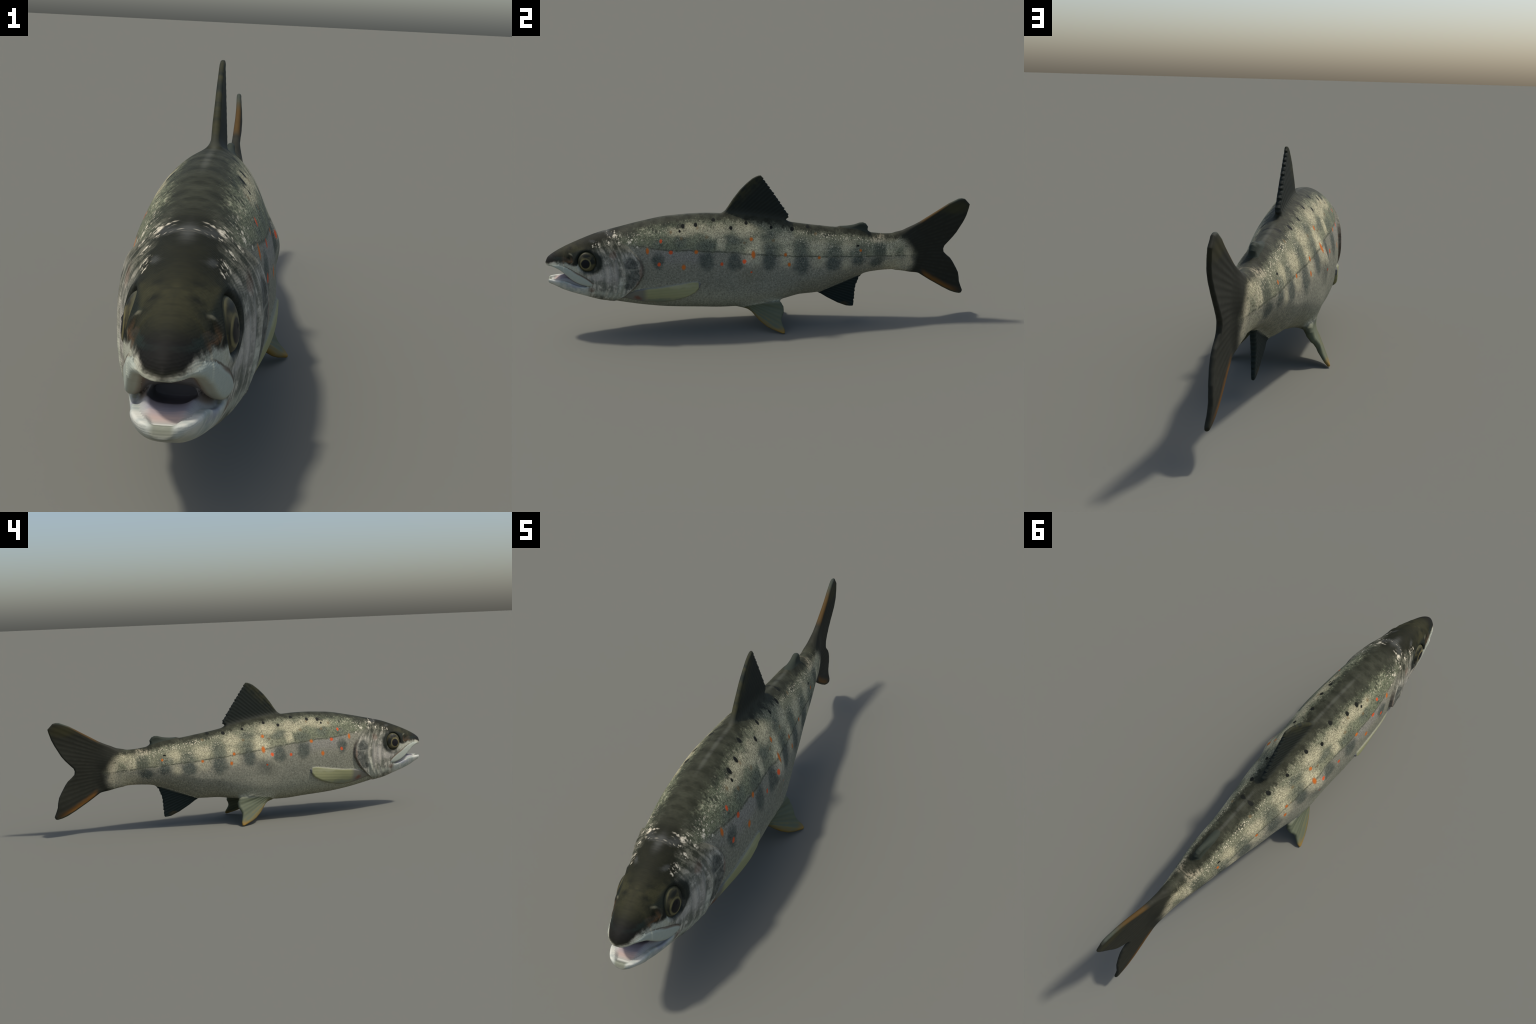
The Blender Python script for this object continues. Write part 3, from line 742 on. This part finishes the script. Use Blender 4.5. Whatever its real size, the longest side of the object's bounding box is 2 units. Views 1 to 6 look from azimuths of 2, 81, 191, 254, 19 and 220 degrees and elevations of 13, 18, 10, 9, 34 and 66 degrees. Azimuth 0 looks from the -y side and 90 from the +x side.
def maxilla_look(N, col, k):
    st = N.noise(N.vec(k["ax"], N.y + N.z * .6, N.z - N.y * .6), 90, 2)
    c = N.mix((.355, .385, .315), (.425, .445, .36), st)
    sdn = N.along([(p, v) for p, v in MAXILLA[:7]][0:1] + [(-.94, .339), (-.905, .325), (-.868, .304), (-.834, .285), (-.806, .265), (-.792, .252), (1.05, .2)])
    e = sdn - N.z
    c = N.mix(c, (.13, .075, .045), e.step(.007, .0) * N.y.step(-.90, -.86) * .8)
    c = N.mix(c, (.09, .10, .085), e.step(.006, .0) * N.y.step(-.87, -.91) * k["mid"].step(.5, .6) * .7)
    low = N.z - N.along([(p, v) for p, v in LIP if p > -1.05] + [(1.05, .2)])
    wl2 = N.along([(-1.05, .010), (-1.0, .010), (-.985, .026), (-.95, .045), (-.92, .0535), (-.88, .065), (-.85, .073), (-.82, .077), (1.05, .077)])
    c = N.mix(c, (.20, .135, .085), (low.step(.014, -.002) * (k["ax"] - wl2 * .92).step(.006, -.010)).max(low.step(.006, -.002) * .5) * .75)
    tip = N.mix(c, col, N.y.step(-.955, -.985))
    return tip, None

def jaw_look(N, col, k):
    st = N.noise(N.vec(k["ax"] * .5, N.y, N.z), 60, 3)
    c = N.mix((.335, .365, .325), (.50, .50, .425), st.step(.3, .7))
    c = N.mix(c, (.32, .32, .345), N.spots(k["PW"], [(-.87, .238, .05, .012)]).step(1.3, .3) * .7)
    c = N.mix(c, (.56, .55, .47), N.spots(k["PW"], [(-.965, .252, .022, .02)]).step(1.3, .4) * .7)
    mid2 = k["ax"].step(.022, .010)
    c = N.mix(c, (.165, .172, .120), N.y.step(-.974, -.988) * mid2 * .85)
    c = N.mix(c, (.25, .26, .26), (N.z * 1.0 + N.y * .3).step(-.045, -.062) * mid2 * .6)
    c = N.mix(c, (.33, .32, .24), (N.z - N.along([(-1.05, .25)] + [(p, v) for p, v in BELLY if p > -1.0] + [(1.05, .2)])).step(.018, .0) * .35)
    c = N.mix(c, col, N.y.step(-.835, -.80))
    return c, None

M_SKIN = material("trout_skin")
M_DORSAL = material("dorsal_fin_skin", dorsal_look)
M_ADIPOSE = material("adipose_fin_skin", adipose_look)
M_ANAL = material("anal_fin_skin", anal_look)
M_CAUDAL = material("caudal_fin_skin", caudal_look)
M_PELVIC = material("pelvic_fin_skin", pelvic_look)
M_PECT = material("pectoral_fin_skin", pectoral_look)
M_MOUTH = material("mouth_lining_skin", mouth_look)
M_MAX = material("maxilla_skin", maxilla_look)
M_JAW = material("lower_jaw_skin", jaw_look)
MATS = {"head": M_SKIN, "torso": M_SKIN, "tail": M_CAUDAL, "gill_cover": M_SKIN, "gill_cover.001": M_SKIN, "dorsal_fin": M_DORSAL, "adipose_fin": M_ADIPOSE,
        "anal_fin": M_ANAL, "caudal_fin": M_CAUDAL, "pelvic_fin": M_PELVIC, "pelvic_fin.001": M_PELVIC, "pectoral_fin": M_PECT, "pectoral_fin.001": M_PECT,
        "mouth_lining": M_MOUTH, "maxilla": M_MAX, "maxilla.001": M_MAX, "lower_jaw": M_JAW}

def eye_material():
    mat = bpy.data.materials.new("eye_surface"); mat.use_nodes = True
    N = Nodes(mat.node_tree)
    P = N.vec(0.0, N.y, N.z); P3 = N.vec(N.x.abs(), N.y, N.z)
    nz = N.noise(P3, 70, 3)
    r = N.spots(P, [(EYE[0], EYE[1], .0405, .0435)])           # 1 at the rim
    rp = N.spots(P, [(EYE[0] - .007, EYE[1] - .006, .0175, .0185)])   # 1 at the pupil's edge
    c = N.mix((.030, .029, .017), (.080, .068, .030), nz.step(.4, .65))
    c = N.mix(c, (.085, .074, .034), N.spots(P, [(EYE[0] + .012, EYE[1] - .024, .022, .014), (EYE[0] - .02, EYE[1] + .01, .01, .016)]).step(1.2, .3) * .8)
    c = N.mix(c, (.009, .011, .009), N.spots(P, [(EYE[0] + .023, EYE[1] + .004, .013, .016), (EYE[0] - .002, EYE[1] + .029, .026, .007), (EYE[0] - .03, EYE[1] - .008, .006, .02)]).step(1.2, .4) * .9)
    c = N.mix(c, (.170, .145, .062), (rp - 1.28).abs().step(.22, .05) * (nz * .9 + .25))
    c = N.mix(c, (.006, .006, .007), rp.step(1.08, .98))
    c = N.mix(c, (.075, .072, .036), (r - .97).abs().step(.10, .02) * .7)
    bs = mat.node_tree.nodes["Principled BSDF"]
    mat.node_tree.links.new(c.s, bs.inputs["Base Color"])
    bs.inputs["Roughness"].default_value = .5; bs.inputs["Specular IOR Level"].default_value = .15
    return mat

# ------------------------------------------------------------------- objects ---
root = bpy.data.objects.new("trout", None)
root.empty_display_size = .1
bpy.context.scene.collection.objects.link(root)
root["label"] = "speckled river trout with open mouth and forked tail"
root["category"] = "fish"
made = {}

def add_part(name, V, Q, mat, normals=None, parent=None):
    me = bpy.data.meshes.new(name)
    me.vertices.add(len(V)); me.vertices.foreach_set("co", V.astype(np.float32).ravel())
    k = Q.shape[1]
    me.loops.add(Q.size); me.loops.foreach_set("vertex_index", Q.astype(np.int32).ravel())
    me.polygons.add(len(Q))
    me.polygons.foreach_set("loop_start", np.arange(0, Q.size, k, dtype=np.int32))
    me.polygons.foreach_set("loop_total", np.full(len(Q), k, np.int32))
    me.update(calc_edges=True); me.validate()
    me.shade_smooth()
    if normals is not None:
        me.normals_split_custom_set_from_vertices([tuple(v) for v in normals])
    me.materials.append(mat)
    ob = bpy.data.objects.new(name, me)
    bpy.context.scene.collection.objects.link(ob)
    ob.parent = parent or root
    made[name] = ob
    return ob

SUB = {"maxilla": "head", "maxilla.001": "head", "gill_cover": "head", "gill_cover.001": "head", "lower_jaw": "head", "mouth_lining": "head"}
for name in ["torso", "head", "tail", "dorsal_fin", "adipose_fin", "caudal_fin", "anal_fin", "pelvic_fin", "pelvic_fin.001", "pectoral_fin", "pectoral_fin.001",
             "maxilla", "maxilla.001", "gill_cover", "gill_cover.001", "lower_jaw", "mouth_lining"]:
    Q = quads[region == name]
    ids, inv = np.unique(Q, return_inverse=True)
    add_part(name, verts[ids], inv.reshape(Q.shape), MATS[name], nrm[ids], made.get(SUB.get(name)))

# eyes: flattened balls seated in the sockets
M_EYE = eye_material()
def eyeball(name, side):
    nu, nv = 64, 40
    th = np.linspace(0, np.pi, nv + 1)[1:-1]; ph = np.linspace(0, 2 * np.pi, nu, endpoint=False)
    T, Ph = np.meshgrid(th, ph, indexing="ij")
    c = np.cos(T)
    bx = np.sign(c) * np.abs(c) ** .72 * .0255
    rr = np.sin(T) ** .80
    pts = np.stack([bx, rr * np.cos(Ph) * .0415, rr * np.sin(Ph) * .0445], -1).reshape(-1, 3)
    V = np.concatenate([pts, [[.0275, 0, 0], [-.0275, 0, 0]]])
    # the disc leans with the cheek: narrower in front, and at the top
    V[:, 0] += V[:, 1] * .10 - V[:, 2] * .16
    V[:, 0] *= side
    V += np.array([f_spine(EYE[0]) + side * .0615, EYE[0], EYE[1]])
    F = []
    for i in range(nv - 2):
        for j in range(nu):
            a, b = i * nu + j, i * nu + (j + 1) % nu
            F.append((a, b, b + nu, a + nu))
    n0 = (nv - 1) * nu
    for j in range(nu):
        F.append((n0, (j + 1) % nu, j, j)); a = (nv - 2) * nu
        F.append((n0 + 1, a + j, a + (j + 1) % nu, a + (j + 1) % nu))
    me = bpy.data.meshes.new(name)
    me.from_pydata([tuple(v) for v in V], [], [tuple(dict.fromkeys(f)) for f in F])
    me.update()
    import bmesh
    bm = bmesh.new(); bm.from_mesh(me); bmesh.ops.recalc_face_normals(bm, faces=bm.faces); bm.to_mesh(me); bm.free()
    me.shade_smooth(); me.materials.append(M_EYE)
    ob = bpy.data.objects.new(name, me); bpy.context.scene.collection.objects.link(ob)
    ob.parent = made["head"]
    return ob
eyeball("eye", 1); eyeball("eye.001", -1)

zmin = verts[used][:, 2].min()
print("lowest", round(float(zmin), 4), "y", verts[used][:, 1].min(), verts[used][:, 1].max(), "done", round(time.time() - T0, 1))
